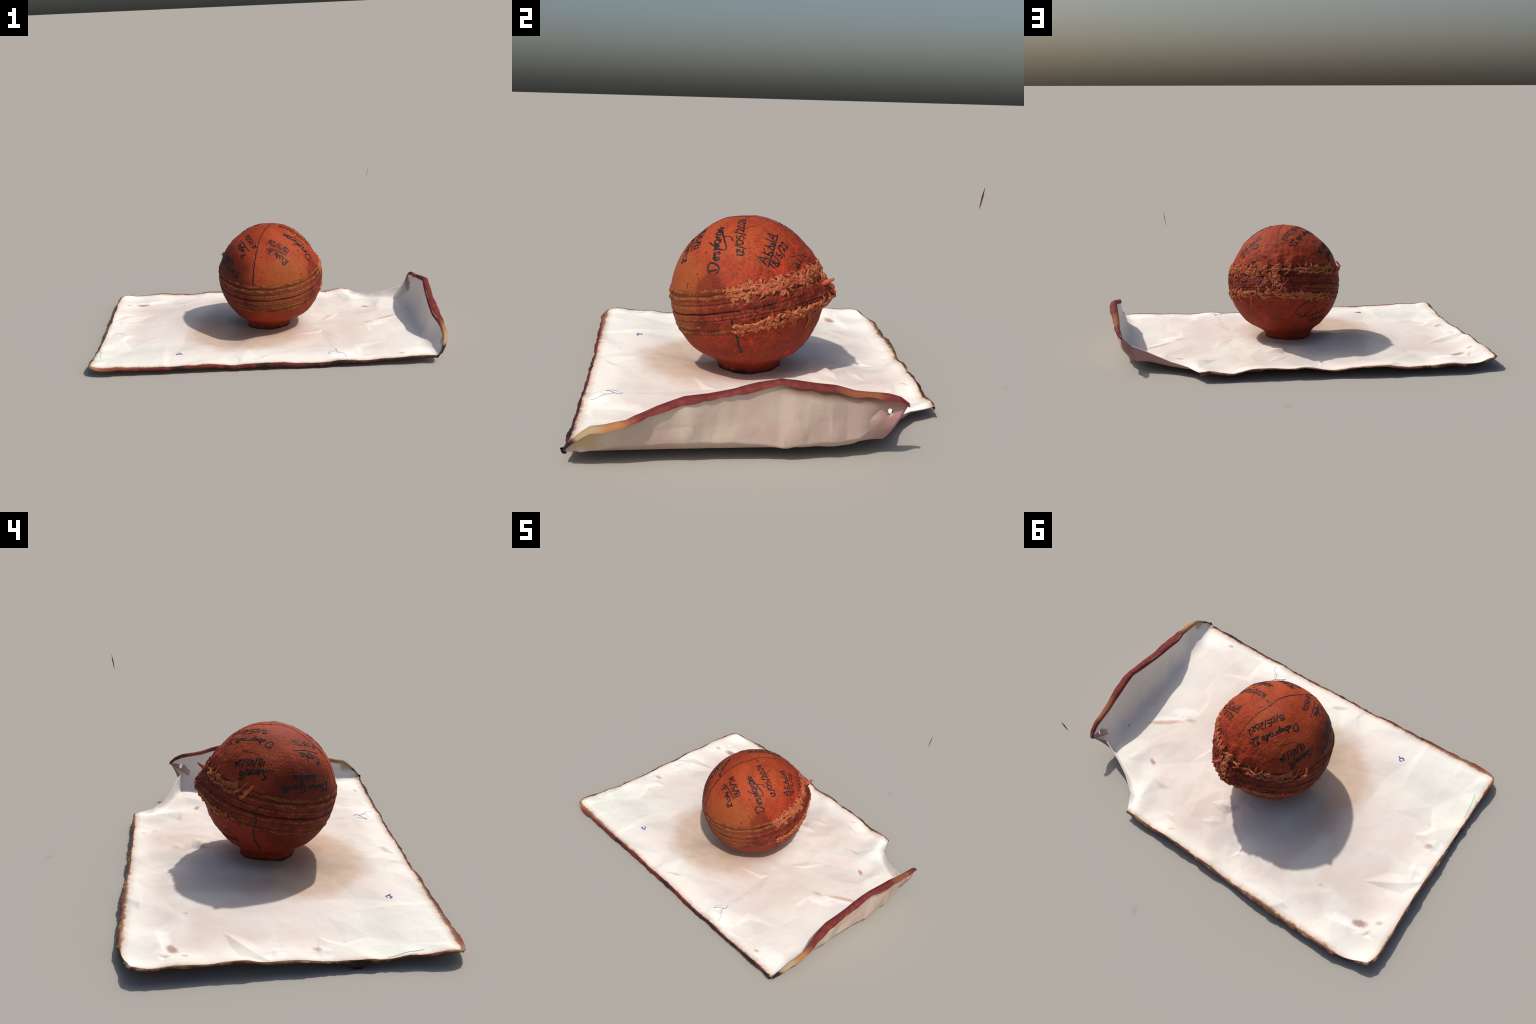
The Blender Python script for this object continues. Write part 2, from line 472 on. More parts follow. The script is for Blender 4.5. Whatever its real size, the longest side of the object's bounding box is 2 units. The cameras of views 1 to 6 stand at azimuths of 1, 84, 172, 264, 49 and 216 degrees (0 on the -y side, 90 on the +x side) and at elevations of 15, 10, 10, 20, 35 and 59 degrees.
def build_fray(parent):
    mats = [thread_material("frayed_thread_tan", (0.46, 0.150, 0.064), (0.31, 0.075, 0.031), (0.57, 0.235, 0.115)),
            thread_material("frayed_thread_pink", (0.48, 0.118, 0.060), (0.33, 0.058, 0.030), (0.60, 0.22, 0.125)),
            thread_material("frayed_thread_olive", (0.40, 0.135, 0.048), (0.26, 0.068, 0.026), (0.50, 0.205, 0.085))]
    groups = {}

    def add(az, strand, which):
        groups.setdefault((int(az // 12), which), []).append(strand)

    def scatter(count, az_lo, az_hi, s_mid, s_spread, length, lift, weights, upper):
        for _ in range(count):
            az = RNG.uniform(az_lo, az_hi)
            s = s_mid + RNG.normal(0, s_spread)
            s = row_height(s, az) if upper else row_height(-abs(s), az)
            which = int(RNG.choice(3, p=weights))
            lean = RNG.choice([-1, 1]) * RNG.normal(0.65, 0.35) if RNG.random() < 0.85 else RNG.uniform(0, TAU)
            add(az, curly_strand(az, s, length * RNG.uniform(0.5, 1.3), 0.0021, lift * RNG.uniform(0.3, 1.3), lean, int(RNG.integers(4, 9)), 0.0036), which)

    # the two upper rows merge into one matted strip, the lower rows likewise
    scatter(34, 72, 100, 0.230, 0.012, 0.030, 0.004, (0.8, 0.15, 0.05), True)
    scatter(22, 72, 100, 0.160, 0.012, 0.026, 0.004, (0.8, 0.15, 0.05), True)
    scatter(130, 97, 154, 0.218, 0.034, 0.036, 0.007, (0.55, 0.38, 0.07), True)
    scatter(34, 150, 205, 0.232, 0.022, 0.036, 0.006, (0.45, 0.2, 0.35), True)
    scatter(26, 196, 236, 0.232, 0.018, 0.034, 0.005, (0.35, 0.15, 0.5), True)
    scatter(64, 72, 130, 0.250, 0.026, 0.032, 0.005, (0.65, 0.25, 0.1), False)
    scatter(26, 94, 122, 0.255, 0.024, 0.028, 0.008, (0.2, 0.75, 0.05), False)
    scatter(46, 126, 190, 0.255, 0.018, 0.036, 0.006, (0.5, 0.25, 0.25), False)
    scatter(22, 186, 236, 0.258, 0.014, 0.032, 0.005, (0.35, 0.15, 0.5), False)
    # thick teased cord lying under the fluff
    for base, lo, hi in ((0.232, 70, 236), (0.165, 72, 150), (0.170, 185, 234), (-0.225, 72, 236), (-0.280, 70, 236)):
        az = np.linspace(lo, hi, 420)
        q3 = np.stack([az * 0.16, 0 * az, 0 * az + base * 40], -1)
        s = row_height(base, az) + 0.022 * noise(q3, 1, 121) + 0.012 * noise(q3, 2.7, 122)
        D = seam_dir(az, s)
        phase = az / 5.2 * TAU
        P = ball_surface(D) + D * (0.001 + 0.0022 * np.sin(phase))[:, None]
        r = 0.0060 * (1 + 0.35 * noise(q3, 3.1, 123) + 0.2 * np.sin(phase * 2))
        for i in range(0, 420 - 42, 38):
            k = slice(i, i + 42)
            add(float(az[i]), tube(P[k] - CENTRE, r[k] * np.sin(math.pi * np.linspace(0.08, 0.92, len(P[k]))) ** 0.4, D[k], 8), 2 if az[i] > 190 else int(RNG.choice(3, p=(0.7, 0.2, 0.1))))
    # a wad of thread crossing the band on the burst side
    for _ in range(22):
        t = RNG.uniform(0, 1)
        add(176, curly_strand(lerp(157, 177, t) + RNG.normal(0, 2.2), lerp(0.14, -0.29, t) + RNG.normal(0, 0.02), 0.036 * RNG.uniform(0.5, 1.4), 0.0024, 0.009, RNG.uniform(0, TAU), 7, 0.0045), int(RNG.choice(3, p=(0.35, 0.5, 0.15))))
    for (_, which), parts in sorted(groups.items()):
        v, f = join(parts)
        ob = place("frayed_thread", make_mesh("frayed_thread", v, f, mats[which]), parent, CENTRE)
        ob["kind"] = "stuff"

    # loose ends that stand clear of the ball (world points)
    loose = [
        ([(0.150, 0.225, 0.400), (0.160, 0.255, 0.425), (0.168, 0.272, 0.436), (0.180, 0.286, 0.445)], 0.013, 0.005, 1),
        ([(-0.185, 0.155, 0.432), (-0.214, 0.128, 0.452), (-0.218, 0.104, 0.476), (-0.212, 0.080, 0.496)], 0.0062, 0.0040, 1),
        ([(-0.226, 0.122, 0.424), (-0.247, 0.108, 0.440), (-0.256, 0.090, 0.462), (-0.246, 0.070, 0.480)], 0.0085, 0.0050, 1),
        ([(-0.236, 0.110, 0.446), (-0.256, 0.101, 0.456), (-0.270, 0.095, 0.461)], 0.0060, 0.0012, 1),
        ([(0.262, 0.148, 0.410), (0.272, 0.142, 0.388), (0.272, 0.136, 0.360)], 0.0040, 0.0030, 0),
        ([(0.236, 0.184, 0.322), (0.240, 0.184, 0.296), (0.233, 0.172, 0.262)], 0.0045, 0.0022, 1),
        ([(0.124, 0.233, 0.315), (0.122, 0.236, 0.296), (0.112, 0.228, 0.272)], 0.0050, 0.0038, 0),
    ]
    for pts, r0, r1, which in loose:
        P = curve_through(pts, 7)
        rr = np.linspace(r0, r1, len(P)) * (1 + 0.12 * np.sin(np.arange(len(P)) * 1.9))
        v, f = tube(P - CENTRE, rr, None, 8)
        v = v + 0.0012 * np.stack([noise(v, 90, k) for k in (1, 2, 3)], -1)
        place("loose_thread", make_mesh("loose_thread", v, f, mats[which]), parent, CENTRE)


def build_needle_dots(parent, ink):  # flat dark blobs laid on the leather in place of real holes
    parts = []
    for base, az_lo, az_hi, step in ((0.285, 84, 234, 3.6), (0.135, 104, 230, 5.0), (-0.175, 90, 232, 4.4), (-0.215, 100, 230, 6.5)):
        for az in np.arange(az_lo, az_hi, step):
            a, s = az + RNG.normal(0, 0.9), row_height(base, az) + RNG.normal(0, 0.010)
            tilt = RNG.normal(0, 0.6)
            L = RNG.uniform(0.006, 0.014) / RADIUS
            q = [seam_dir(np.array([a + math.degrees(math.sin(tilt) * L * k)]), np.array([s + math.cos(tilt) * L * k]))[0] for k in (-0.5, 0, 0.5)]
            P = ball_surface(np.array(q)) + np.array(q) * 0.0007
            parts.append(tube(P - CENTRE, [0.0012, 0.0030, 0.0012], np.array(q), 6, 0.35))
    v, f = join(parts)
    ob = place("needle_dot", make_mesh("needle_dot", v, f, ink), parent, CENTRE)
    ob["kind"] = "stuff"


# ------------------------------------------------------------------ handwriting
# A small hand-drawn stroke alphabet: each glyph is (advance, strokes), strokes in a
# box one unit high with the baseline at 0.
GLYPHS = {
    "0": (0.62, [[(.3, .95), (.08, .7), (.1, .2), (.32, .02), (.52, .3), (.5, .75), (.3, .95)]]),
    "1": (0.32, [[(.16, .98), (.14, .5), (.12, .0)]]),
    "2": (0.62, [[(.06, .75), (.25, .97), (.48, .8), (.35, .4), (.06, .04), (.3, .08), (.56, .04)]]),
    "5": (0.60, [[(.52, .96), (.16, .92), (.12, .55), (.4, .56), (.5, .25), (.3, .02), (.06, .1)]]),
    "6": (0.60, [[(.46, .98), (.18, .65), (.08, .25), (.28, .02), (.5, .2), (.4, .45), (.12, .3)]]),
    "8": (0.60, [[(.48, .82), (.25, .98), (.1, .75), (.45, .35), (.42, .06), (.18, .04), (.12, .3), (.48, .82)]]),
    "/": (0.50, [[(.44, 1.2), (.26, .5), (.06, -.25)]]),
    ".": (0.30, [[(.1, .04), (.16, .08), (.2, .02)]]),
    " ": (0.40, []),
    "A": (0.78, [[(.04, .0), (.2, .5), (.4, 1.05), (.52, .5), (.66, -.02)], [(.1, .38), (.62, .46)]]),
    "B": (0.74, [[(.12, 1.0), (.1, .5), (.08, .0)], [(.02, .9), (.4, 1.02), (.52, .8), (.16, .52), (.58, .4), (.5, .05), (.08, .02)]]),
    "D": (0.95, [[(.2, .9), (.18, .45), (.2, .05)], [(-.05, .7), (.3, 1.05), (.8, .75), (.75, .25), (.35, -.1), (-.02, .1)]]),
    "G": (0.80, [[(.62, .85), (.35, 1.02), (.08, .6), (.16, .1), (.5, .1), (.6, .45), (.42, .4), (.62, -.1), (.4, -.4), (.2, -.2)]]),
    "K": (0.72, [[(.14, 1.0), (.12, .0)], [(.6, .95), (.16, .48), (.6, .0)]]),
    "P": (0.78, [[(.2, .95), (.16, .4), (.08, -.15)], [(-.04, .65), (.2, 1.1), (.62, 1.0), (.6, .6), (.18, .45)]]),
    "R": (0.74, [[(.16, .98), (.12, .5), (.08, .0)], [(.0, .8), (.3, 1.05), (.56, .82), (.16, .5), (.4, .25), (.66, .0)]]),
    "S": (0.70, [[(.58, .9), (.3, 1.05), (.12, .75), (.45, .4), (.4, .02), (.06, .08)]]),
    "a": (0.50, [[(.4, .48), (.16, .5), (.06, .15), (.26, .04), (.42, .45), (.4, .1), (.5, .05)]]),
    "b": (0.48, [[(.1, 1.0), (.1, .4), (.12, .05), (.38, .1), (.36, .42), (.12, .38)]]),
    "d": (0.52, [[(.38, .45), (.12, .45), (.08, .08), (.34, .1), (.46, 1.0), (.4, .3), (.52, .04)]]),
    "e": (0.44, [[(.06, .25), (.36, .32), (.28, .52), (.08, .3), (.16, .03), (.42, .1)]]),
    "g": (0.50, [[(.4, .45), (.12, .45), (.1, .1), (.38, .15), (.42, .45), (.36, -.4), (.08, -.45), (.48, .1)]]),
    "h": (0.50, [[(.12, 1.0), (.1, .5), (.08, .0), (.2, .42), (.36, .42), (.38, .0), (.5, .06)]]),
    "i": (0.26, [[(.1, .48), (.1, .1), (.24, .04)], [(.13, .72), (.16, .76)]]),
    "j": (0.32, [[(.18, .48), (.16, -.1), (.0, -.42), (-.08, -.2)], [(.2, .72), (.23, .76)]]),
    "k": (0.48, [[(.1, 1.0), (.08, .0)], [(.4, .5), (.1, .28), (.44, .0)]]),
    "l": (0.26, [[(.1, 1.0), (.08, .3), (.2, .03)]]),
    "L": (0.55, [[(.14, 1.0), (.1, .4), (.1, .02), (.5, .08)]]),
    "n": (0.52, [[(.06, .48), (.08, .02), (.2, .44), (.36, .4), (.38, .04), (.52, .1)]]),
    "o": (0.46, [[(.24, .5), (.06, .25), (.22, .02), (.4, .26), (.24, .5), (.46, .44)]]),
    "p": (0.48, [[(.1, .5), (.1, .0), (.06, -.5)], [(.08, .35), (.3, .52), (.4, .25), (.1, .05)]]),
    "r": (0.40, [[(.06, .48), (.1, .02), (.16, .36), (.38, .48)]]),
    "s": (0.42, [[(.36, .46), (.12, .42), (.32, .18), (.2, .0), (.02, .08)]]),
    "u": (0.52, [[(.06, .48), (.08, .08), (.3, .06), (.38, .48), (.4, .06), (.52, .1)]]),
    "w": (0.62, [[(.04, .48), (.14, .04), (.28, .4), (.4, .04), (.56, .48)]]),
    "v": (0.45, [[(.04, .48), (.18, .02), (.38, .5)]]),
    "y": (0.48, [[(.06, .48), (.16, .12), (.34, .48), (.2, -.2), (.04, -.4)]]),
}


def stroke_on_ball(dirs, width, per=5):
    D = unit(curve_through(dirs, per))
    P = ball_surface(D) + D * 0.0006
    w = width * 1.5 * (1 + 0.35 * noise(P, 110, 51)) * 0.5
    w[0] *= 0.6
    w[-1] *= 0.6
    return tube(P - CENTRE, w, D, 6, 0.35)


def write_on_ball(text, start, end, height, width, slant=0.12, lift=0.0):
    """Strokes of text along the great circle from start to end, letters standing to its left seen from outside."""
    a, b = unit(start), unit(end)
    total = sum(GLYPHS[ch][0] for ch in text)
    parts, x = [], 0.0
    for ch in text:
        adv, strokes = GLYPHS[ch]
        wob, size = RNG.normal(0, 0.05), RNG.uniform(0.9, 1.12)
        for st in strokes:
            pts = []
            for (gx, gy) in st:
                t = (x + gx + slant * gy * total * height / RADIUS / np.linalg.norm(b - a)) / total
                m = unit(a + (b - a) * t)
                along = unit((b - a) - ((b - a) @ m) * m)
                up = np.cross(m, along)
                jx, jy = RNG.normal(0, 0.045, 2)
                pts.append(unit(m + along * jx * height / RADIUS + up * (gy * size + wob + lift + jy) * height / RADIUS))
            parts.append(stroke_on_ball(pts, width))
        x += adv
    return parts


WRITING = [
    # kind, text, start, end, letter height
    ("handwritten_name", "Rishi ki.", (0.351, -0.812, 0.467), (-0.06, -0.68, 0.74), 0.036, 0.0046),
    ("handwritten_date", "18/5/26", (0.384, -0.657, 0.649), (0.017, -0.534, 0.845), 0.033, 0.0042),
    ("handwritten_name", "Deswaran", (0.800, -0.430, 0.420), (0.296, -0.336, 0.894), 0.044, 0.0050),
    ("handwritten_date", "12/05/2026", (0.775, -0.126, 0.619), (0.207, -0.060, 0.976), 0.031, 0.0040),
    ("handwritten_name", "AKhilA", (0.837, 0.165, 0.522), (0.458, 0.314, 0.832), 0.036, 0.0036),
    ("handwritten_date", "18/5/22", (0.837, 0.282, 0.468), (0.518, 0.458, 0.722), 0.029, 0.0036),
    ("handwritten_name", "AL", (0.680, 0.601, 0.420), (0.515, 0.655, 0.554), 0.024, 0.0034),
    ("handwritten_name", "Debaprada Di.", (-0.472, -0.006, 0.882), (0.03, 0.660, 0.750), 0.034, 0.0040),
    ("handwritten_date", "18/05/2022", (-0.225, 0.017, 0.974), (0.126, 0.522, 0.844), 0.031, 0.0036),
    ("handwritten_name", "SurajB", (-0.806, 0.131, 0.577), (-0.654, 0.546, 0.524), 0.036, 0.0044),
    ("handwritten_date", "18/05/26", (-0.690, 0.152, 0.708), (-0.500, 0.580, 0.644), 0.031, 0.0038),
    ("handwritten_name", "Raghu", (-0.421, -0.674, 0.607), (-0.555, -0.359, 0.751), 0.036, 0.0040),
    ("handwritten_date", "18/05/26", (-0.226, -0.644, 0.731), (-0.388, -0.268, 0.882), 0.026, 0.0036),
    ("handwritten_name", "Pawan Gowda.", (-0.586, -0.761, 0.279), (-0.929, -0.008, 0.370), 0.036, 0.0042),
    ("handwritten_date", "18/05/26", (-0.678, -0.585, 0.445), (-0.826, -0.227, 0.516), 0.026, 0.0038),
    ("handwritten_name", "Rudra", (-0.200, 0.848, -0.490), (-0.624, 0.658, -0.421), 0.036, 0.0030),
    ("handwritten_date", "18/05/2", (-0.328, 0.735, -0.594), (-0.620, 0.540, -0.570), 0.026, 0.0032),
]
FLOURISHES = [
    [(0.309, -0.749, 0.586), (0.150, -0.730, 0.667), (-0.012, -0.700, 0.714)],
    [(0.234, -0.375, 0.897), (0.478, -0.351, 0.805), (0.648, -0.331, 0.686), (0.591, -0.431, 0.682), (0.429, -0.529, 0.732)],
    [(0.472, -0.344, 0.812), (0.520, -0.264, 0.813), (0.586, -0.239, 0.774)],
    [(0.845, 0.180, 0.500), (0.680, 0.265, 0.690), (0.440, 0.330, 0.835)],
    [(-0.092, 0.511, 0.855), (0.002, 0.618, 0.786)],
    [(-0.807, 0.047, 0.588), (-0.775, 0.220, 0.592), (-0.723, 0.390, 0.570)],
    [(-0.382, -0.651, 0.656), (-0.470, -0.470, 0.745), (-0.551, -0.266, 0.791)],
    [(-0.219, 0.850, -0.478), (-0.061, 0.923, -0.380), (-0.128, 0.954, -0.272), (-0.275, 0.942, -0.193), (-0.416, 0.888, -0.195), (-0.444, 0.857, -0.263), (-0.364, 0.858, -0.363), (-0.144, 0.861, -0.487)],
]
QUARTER_SEAMS = [
    ([(-0.330, -0.940, 0.080), (-0.316, -0.894, 0.317), (-0.257, -0.747, 0.614), (-0.175, -0.507, 0.844), (-0.070, -0.285, 0.955), (0.000, -0.114, 0.994),
      (0.042, 0.074, 0.996), (0.106, 0.198, 0.974), (0.158, 0.365, 0.917), (0.202, 0.521, 0.829), (0.226, 0.660, 0.716)], 0.0052, 0.0018),
    ([(0.954, -0.264, -0.141), (0.924, -0.204, -0.323), (0.884, -0.178, -0.432), (0.785, -0.119, -0.608)], 0.0075, 0.0050),
    ([(-0.941, 0.339, -0.023), (-0.931, 0.324, -0.166), (-0.886, 0.355, -0.300), (-0.813, 0.326, -0.482), (-0.730, 0.252, -0.635), (-0.640, 0.235, -0.730)], 0.0048, 0.0040),
]


CRACKS = [
    [(-0.182, 0.844, 0.504), (-0.354, 0.735, 0.578), (-0.444, 0.648, 0.619), (-0.520, 0.540, 0.660), (-0.583, 0.425, 0.695), (-0.634, 0.308, 0.709)],
    [(-0.373, 0.495, 0.785), (-0.470, 0.419, 0.777), (-0.528, 0.339, 0.779), (-0.581, 0.260, 0.771), (-0.638, 0.245, 0.730), (-0.640, 0.323, 0.697)],
    [(0.559, 0.614, 0.557), (0.463, 0.654, 0.598), (0.329, 0.734, 0.594)],
    [(0.441, -0.329, 0.835), (0.427, -0.190, 0.884), (0.397, -0.020, 0.918), (0.370, 0.109, 0.923)],
    [(0.696, 0.420, 0.583), (0.537, 0.593, 0.600), (0.327, 0.767, 0.551)],
]


def build_marks(parent):
    g = Graph("marker_ink", 0.5, 0.3)
    ink = g.done(g.mix(g.step(g.noise(60, 3), 0.45, 0.75), (0.008, 0.008, 0.010), (0.026, 0.014, 0.013)))
    for kind, text, a, b, h, w in WRITING:
        v, f = join(write_on_ball(text, a, b, h, w))
        place(kind, make_mesh(kind, v, f, ink), parent, CENTRE)
    for pts in FLOURISHES:
        v, f = stroke_on_ball(pts, 0.0038, 8)
        place("pen_flourish", make_mesh("pen_flourish", v, f, ink), parent, CENTRE)
    g = Graph("crack_red", 0.7, 0.15)  # dark red for the strokes drawn along the cracks
    crack = g.done(g.mix(g.noise(70), (0.075, 0.010, 0.008), (0.20, 0.022, 0.012)))
    for pts in CRACKS:
        D = unit(curve_through(pts, 10))
        D = unit(D + 0.014 * np.stack([noise(D, 14, k) for k in (65, 66, 67)], -1))
        P = ball_surface(D)
        w = 0.0030 * np.sin(math.pi * np.linspace(0.06, 0.94, len(P))) * (0.7 + 0.6 * noise(D, 40, 72))
        v, f = tube(P - CENTRE, np.maximum(w, 0.0005), D, 6, 0.4)
        place("leather_crack", make_mesh("leather_crack", v, f, crack), parent, CENTRE)
    for pts, w0, w1 in QUARTER_SEAMS:
        D = unit(curve_through(pts, 16))
        D = unit(D + 0.006 * np.stack([noise(D, 16, k) for k in (61, 62, 63)], -1))
        P = ball_surface(D) + D * 0.0007
        w = np.linspace(w0, w1, len(P)) * 0.66 * (1 + 0.45 * noise(D, 30, 71))
        v, f = tube(P - CENTRE, w, D, 6, 0.3)
        place("quarter_seam", make_mesh("quarter_seam", v, f, ink), parent, CENTRE)
    return ink


# =========================================================== THE PAPER SHEET
# Plan outline of the sheet: front (-y) and back (+y) edges as functions of x, left edge as
# a function of y; the right end rises into a flap, beyond which a corner is torn off.
FRONT = [(-0.99, -0.650), (-0.965, -0.670), (-0.91, -0.680), (-0.75, -0.679), (-0.27, -0.667), (0.0, -0.665), (0.25, -0.668), (0.7, -0.669), (0.95, -0.670)]
BACK = [(-0.985, 0.600), (-0.95, 0.620), (-0.85, 0.650), (-0.77, 0.662), (-0.62, 0.657), (-0.44, 0.651), (-0.24, 0.641), (-0.04, 0.626), (0.17, 0.616), (0.547, 0.609), (1.0, 0.609)]
LEFT = [(0.0, -0.978), (0.012, -0.988), (0.03, -0.991), (0.2, -0.986), (0.5, -0.979), (0.62, -0.977), (0.75, -0.978), (0.88, -0.985), (0.95, -0.986), (0.985, -0.978), (1.0, -0.962)]
# crest of the flap: y, x of its inner edge, height, x of its outer edge
CREST_Y = [-0.672, -0.645, -0.612, -0.587, -0.542, -0.481, -0.450, -0.389, -0.304, -0.230, -0.154, -0.049, -0.006, 0.041, 0.117, 0.169, 0.230, 0.342, 0.382, 0.415]
CREST_Z = [0.060, 0.092, 0.121, 0.137, 0.142, 0.155, 0.171, 0.193, 0.222, 0.232, 0.248, 0.272, 0.282, 0.276, 0.262, 0.254, 0.238, 0.224, 0.212, 0.188]
CREST_IN = [0.940, 0.955, 0.968, 0.972, 0.975, 0.976, 0.968, 0.948, 0.943, 0.946, 0.949, 0.955, 0.960, 0.958, 0.952, 0.948, 0.944, 0.940, 0.932, 0.926]
CREST_OUT = [0.945, 0.968, 0.988, 0.995, 0.999, 0.999, 0.996, 0.990, 0.985, 0.982, 0.982, 0.984, 0.988, 0.990, 0.988, 0.980, 0.970, 0.958, 0.950, 0.936]
# torn diagonal edge from the flap's tip back to the +y edge: y, x, height
TEAR_Y = [0.350, 0.372, 0.400, 0.440, 0.505, 0.603]
TEAR_X = [0.884, 0.830, 0.760, 0.682, 0.596, 0.545]
TEAR_Z = [0.129, 0.114, 0.088, 0.062, 0.050, 0.046]
HEIGHTS = [  # x, y, z: heights of the sheet where it is known
    (-0.99, -0.64, 0.056), (-0.98, -0.48, 0.048), (-0.98, -0.25, 0.038), (-0.98, 0.03, 0.053), (-0.98, 0.22, 0.066), (-0.98, 0.42, 0.061), (-0.97, 0.62, 0.064),
    (-0.75, 0.66, 0.047), (-0.3, 0.645, 0.051), (0.02, 0.62, 0.053), (0.24, 0.615, 0.058), (0.50, 0.61, 0.054),
    (-0.89, -0.68, 0.042), (-0.52, -0.67, 0.037), (-0.15, -0.67, 0.035), (0.27, -0.67, 0.028), (0.69, -0.67, 0.036), (0.93, -0.65, 0.045),
    (-0.925, -0.36, 0.022), (-0.84, -0.36, 0.030), (-0.88, 0.56, 0.030), (-0.035, 0.510, 0.012), (0.450, 0.548, 0.014), (-0.235, -0.200, 0.012),
    (0.20, 0.50, 0.036), (-0.25, 0.52, 0.035), (-0.6, 0.53, 0.035), (-0.81, 0.45, 0.033), (-0.78, -0.5, 0.040),
    (-0.50, -0.49, 0.046), (0.375, -0.55, 0.047), (0.63, 0.28, 0.024), (0.79, 0.07, 0.032), (0.61, -0.06, 0.038), (0.76, 0.33, 0.046),
    (0.119, 0.287, 0.050), (0.736, -0.61, 0.040), (-0.85, -0.1, 0.036), (-0.85, 0.1, 0.040), (-0.7, 0.2, 0.040), (-0.44, 0.06, 0.049), (-0.55, 0.39, 0.045),
    (-0.36, -0.32, 0.043), (0.0, -0.05, 0.041), (0.0, -0.38, 0.045), (-0.11, -0.52, 0.044), (0.1, -0.28, 0.043), (-0.19, 0.06, 0.054), (0.05, 0.24, 0.052),
    (0.3, 0.1, 0.039), (0.45, -0.3, 0.041), (0.4, 0.38, 0.036), (-0.2, 0.4, 0.040),
]


def sheet_height(x, y):
    h = np.array(HEIGHTS)
    d2 = (x[..., None] - h[:, 0]) ** 2 + (y[..., None] - h[:, 1]) ** 2
    w = 1 / (d2 + 0.0028) ** 1.7
    z = (w * h[:, 2]).sum(-1) / w.sum(-1)
    r = np.hypot(x - 0.005, y + 0.022)
    return z + 0.013 * np.exp(-((r - 0.105) / 0.040) ** 2)      # drawn up round the foot of the ball


def _facet_net():
    from mathutils import Vector
    from mathutils.geometry import delaunay_2d_cdt
    rng = np.random.default_rng(19)
    gx, gy = np.meshgrid(np.linspace(-1.15, 1.15, 17), np.linspace(-0.85, 0.85, 13))
    pts = np.stack([gx.ravel(), gy.ravel()], -1) + rng.uniform(-0.075, 0.075, (gx.size, 2))
    extra = np.vstack([rng.normal((cx, cy), (sx, sy), (k, 2)) for cx, cy, sx, sy, k in ((0.15, 0.34, 0.16, 0.10, 22), (-0.88, 0.05, 0.07, 0.35, 26), (0.55, 0.1, 0.14, 0.2, 14), (-0.2, 0.55, 0.4, 0.06, 24), (0.0, -0.6, 0.6, 0.05, 22))])
    pts = np.vstack([pts, extra])
    z = np.concatenate([rng.normal(0, 0.0032, gx.size), rng.normal(0.001, 0.0042, len(extra))])
    out = delaunay_2d_cdt([Vector(p) for p in pts.tolist()], [], [], 0, 1e-6)
    co = np.array([tuple(v) for v in out[0]])
    z = np.array([z[o[0]] for o in out[3]])
    return co, z, np.array([tuple(f) for f in out[2]])


FACETS = _facet_net()


def facet_height(x, y):
    """Height of a net of flat triangular facets, as in paper that was balled up and flattened."""
    co, z, tris = FACETS
    shape = np.shape(x)
    q = np.stack([np.ravel(x), np.ravel(y)], -1)
    res = np.zeros(len(q))
    order = np.argsort(q[:, 0])
    xs = q[order, 0]
    for a, b, c in tris:
        A, B, C = co[a], co[b], co[c]
        i0, i1 = np.searchsorted(xs, [min(A[0], B[0], C[0]), max(A[0], B[0], C[0])])
        idx = order[i0:i1]
        p = q[idx]
        den = (B[1] - C[1]) * (A[0] - C[0]) + (C[0] - B[0]) * (A[1] - C[1])
        if abs(den) < 1e-12 or not len(p):
            continue
        u = ((B[1] - C[1]) * (p[:, 0] - C[0]) + (C[0] - B[0]) * (p[:, 1] - C[1])) / den
        v = ((C[1] - A[1]) * (p[:, 0] - C[0]) + (A[0] - C[0]) * (p[:, 1] - C[1])) / den
        inside = (u >= -1e-9) & (v >= -1e-9) & (u + v <= 1 + 1e-9)
        res[idx[inside]] = (u * z[a] + v * z[b] + (1 - u - v) * z[c])[inside]
    return res.reshape(shape)


def crumple(x, y):
    """Facets of crumpled paper: triangle waves running in several directions."""
    rng = np.random.default_rng(8)
    p = np.stack([x, y, 0 * x], -1)
    wx, wy = 0.05 * noise(p, 3, 81), 0.05 * noise(p, 3, 82)
    z = 0 * x
    for k in range(9):
        a = rng.uniform(0, math.pi)
        period = rng.uniform(0.16, 0.42)
        t = ((x + wx) * math.cos(a) + (y + wy) * math.sin(a)) / period + rng.uniform()
        z = z + (np.abs((t % 1) - 0.5) - 0.25) * period * 0.018 * np.clip(0.5 + noise(p, 2.2, 90 + k), 0, 1)
    z = z + facet_height(x, y) + 0.0006 * noise(p, 24, 85)
    # creases pushed up behind the ball
    for cx, cy, ax, ay, h, turn in ((0.118, 0.290, 0.10, 0.045, 0.012, 0.3), (0.13, 0.40, 0.07, 0.034, 0.007, 0.5), (0.33, 0.50, 0.06, 0.02, 0.007, -0.3),
                                    (0.40, -0.60, 0.07, 0.04, 0.006, 0.1), (-0.90, 0.06, 0.04, 0.06, 0.008, 0.2), (-0.91, -0.12, 0.05, 0.05, 0.008, -0.1), (-0.77, 0.50, 0.07, 0.03, 0.006, 0.2)):
        u = (x - cx) * math.cos(turn) + (y - cy) * math.sin(turn)
        v = -(x - cx) * math.sin(turn) + (y - cy) * math.cos(turn)
        z = z + h * np.clip(1 - np.abs(u) / ax - np.abs(v) / ay, 0, 1)
    return z


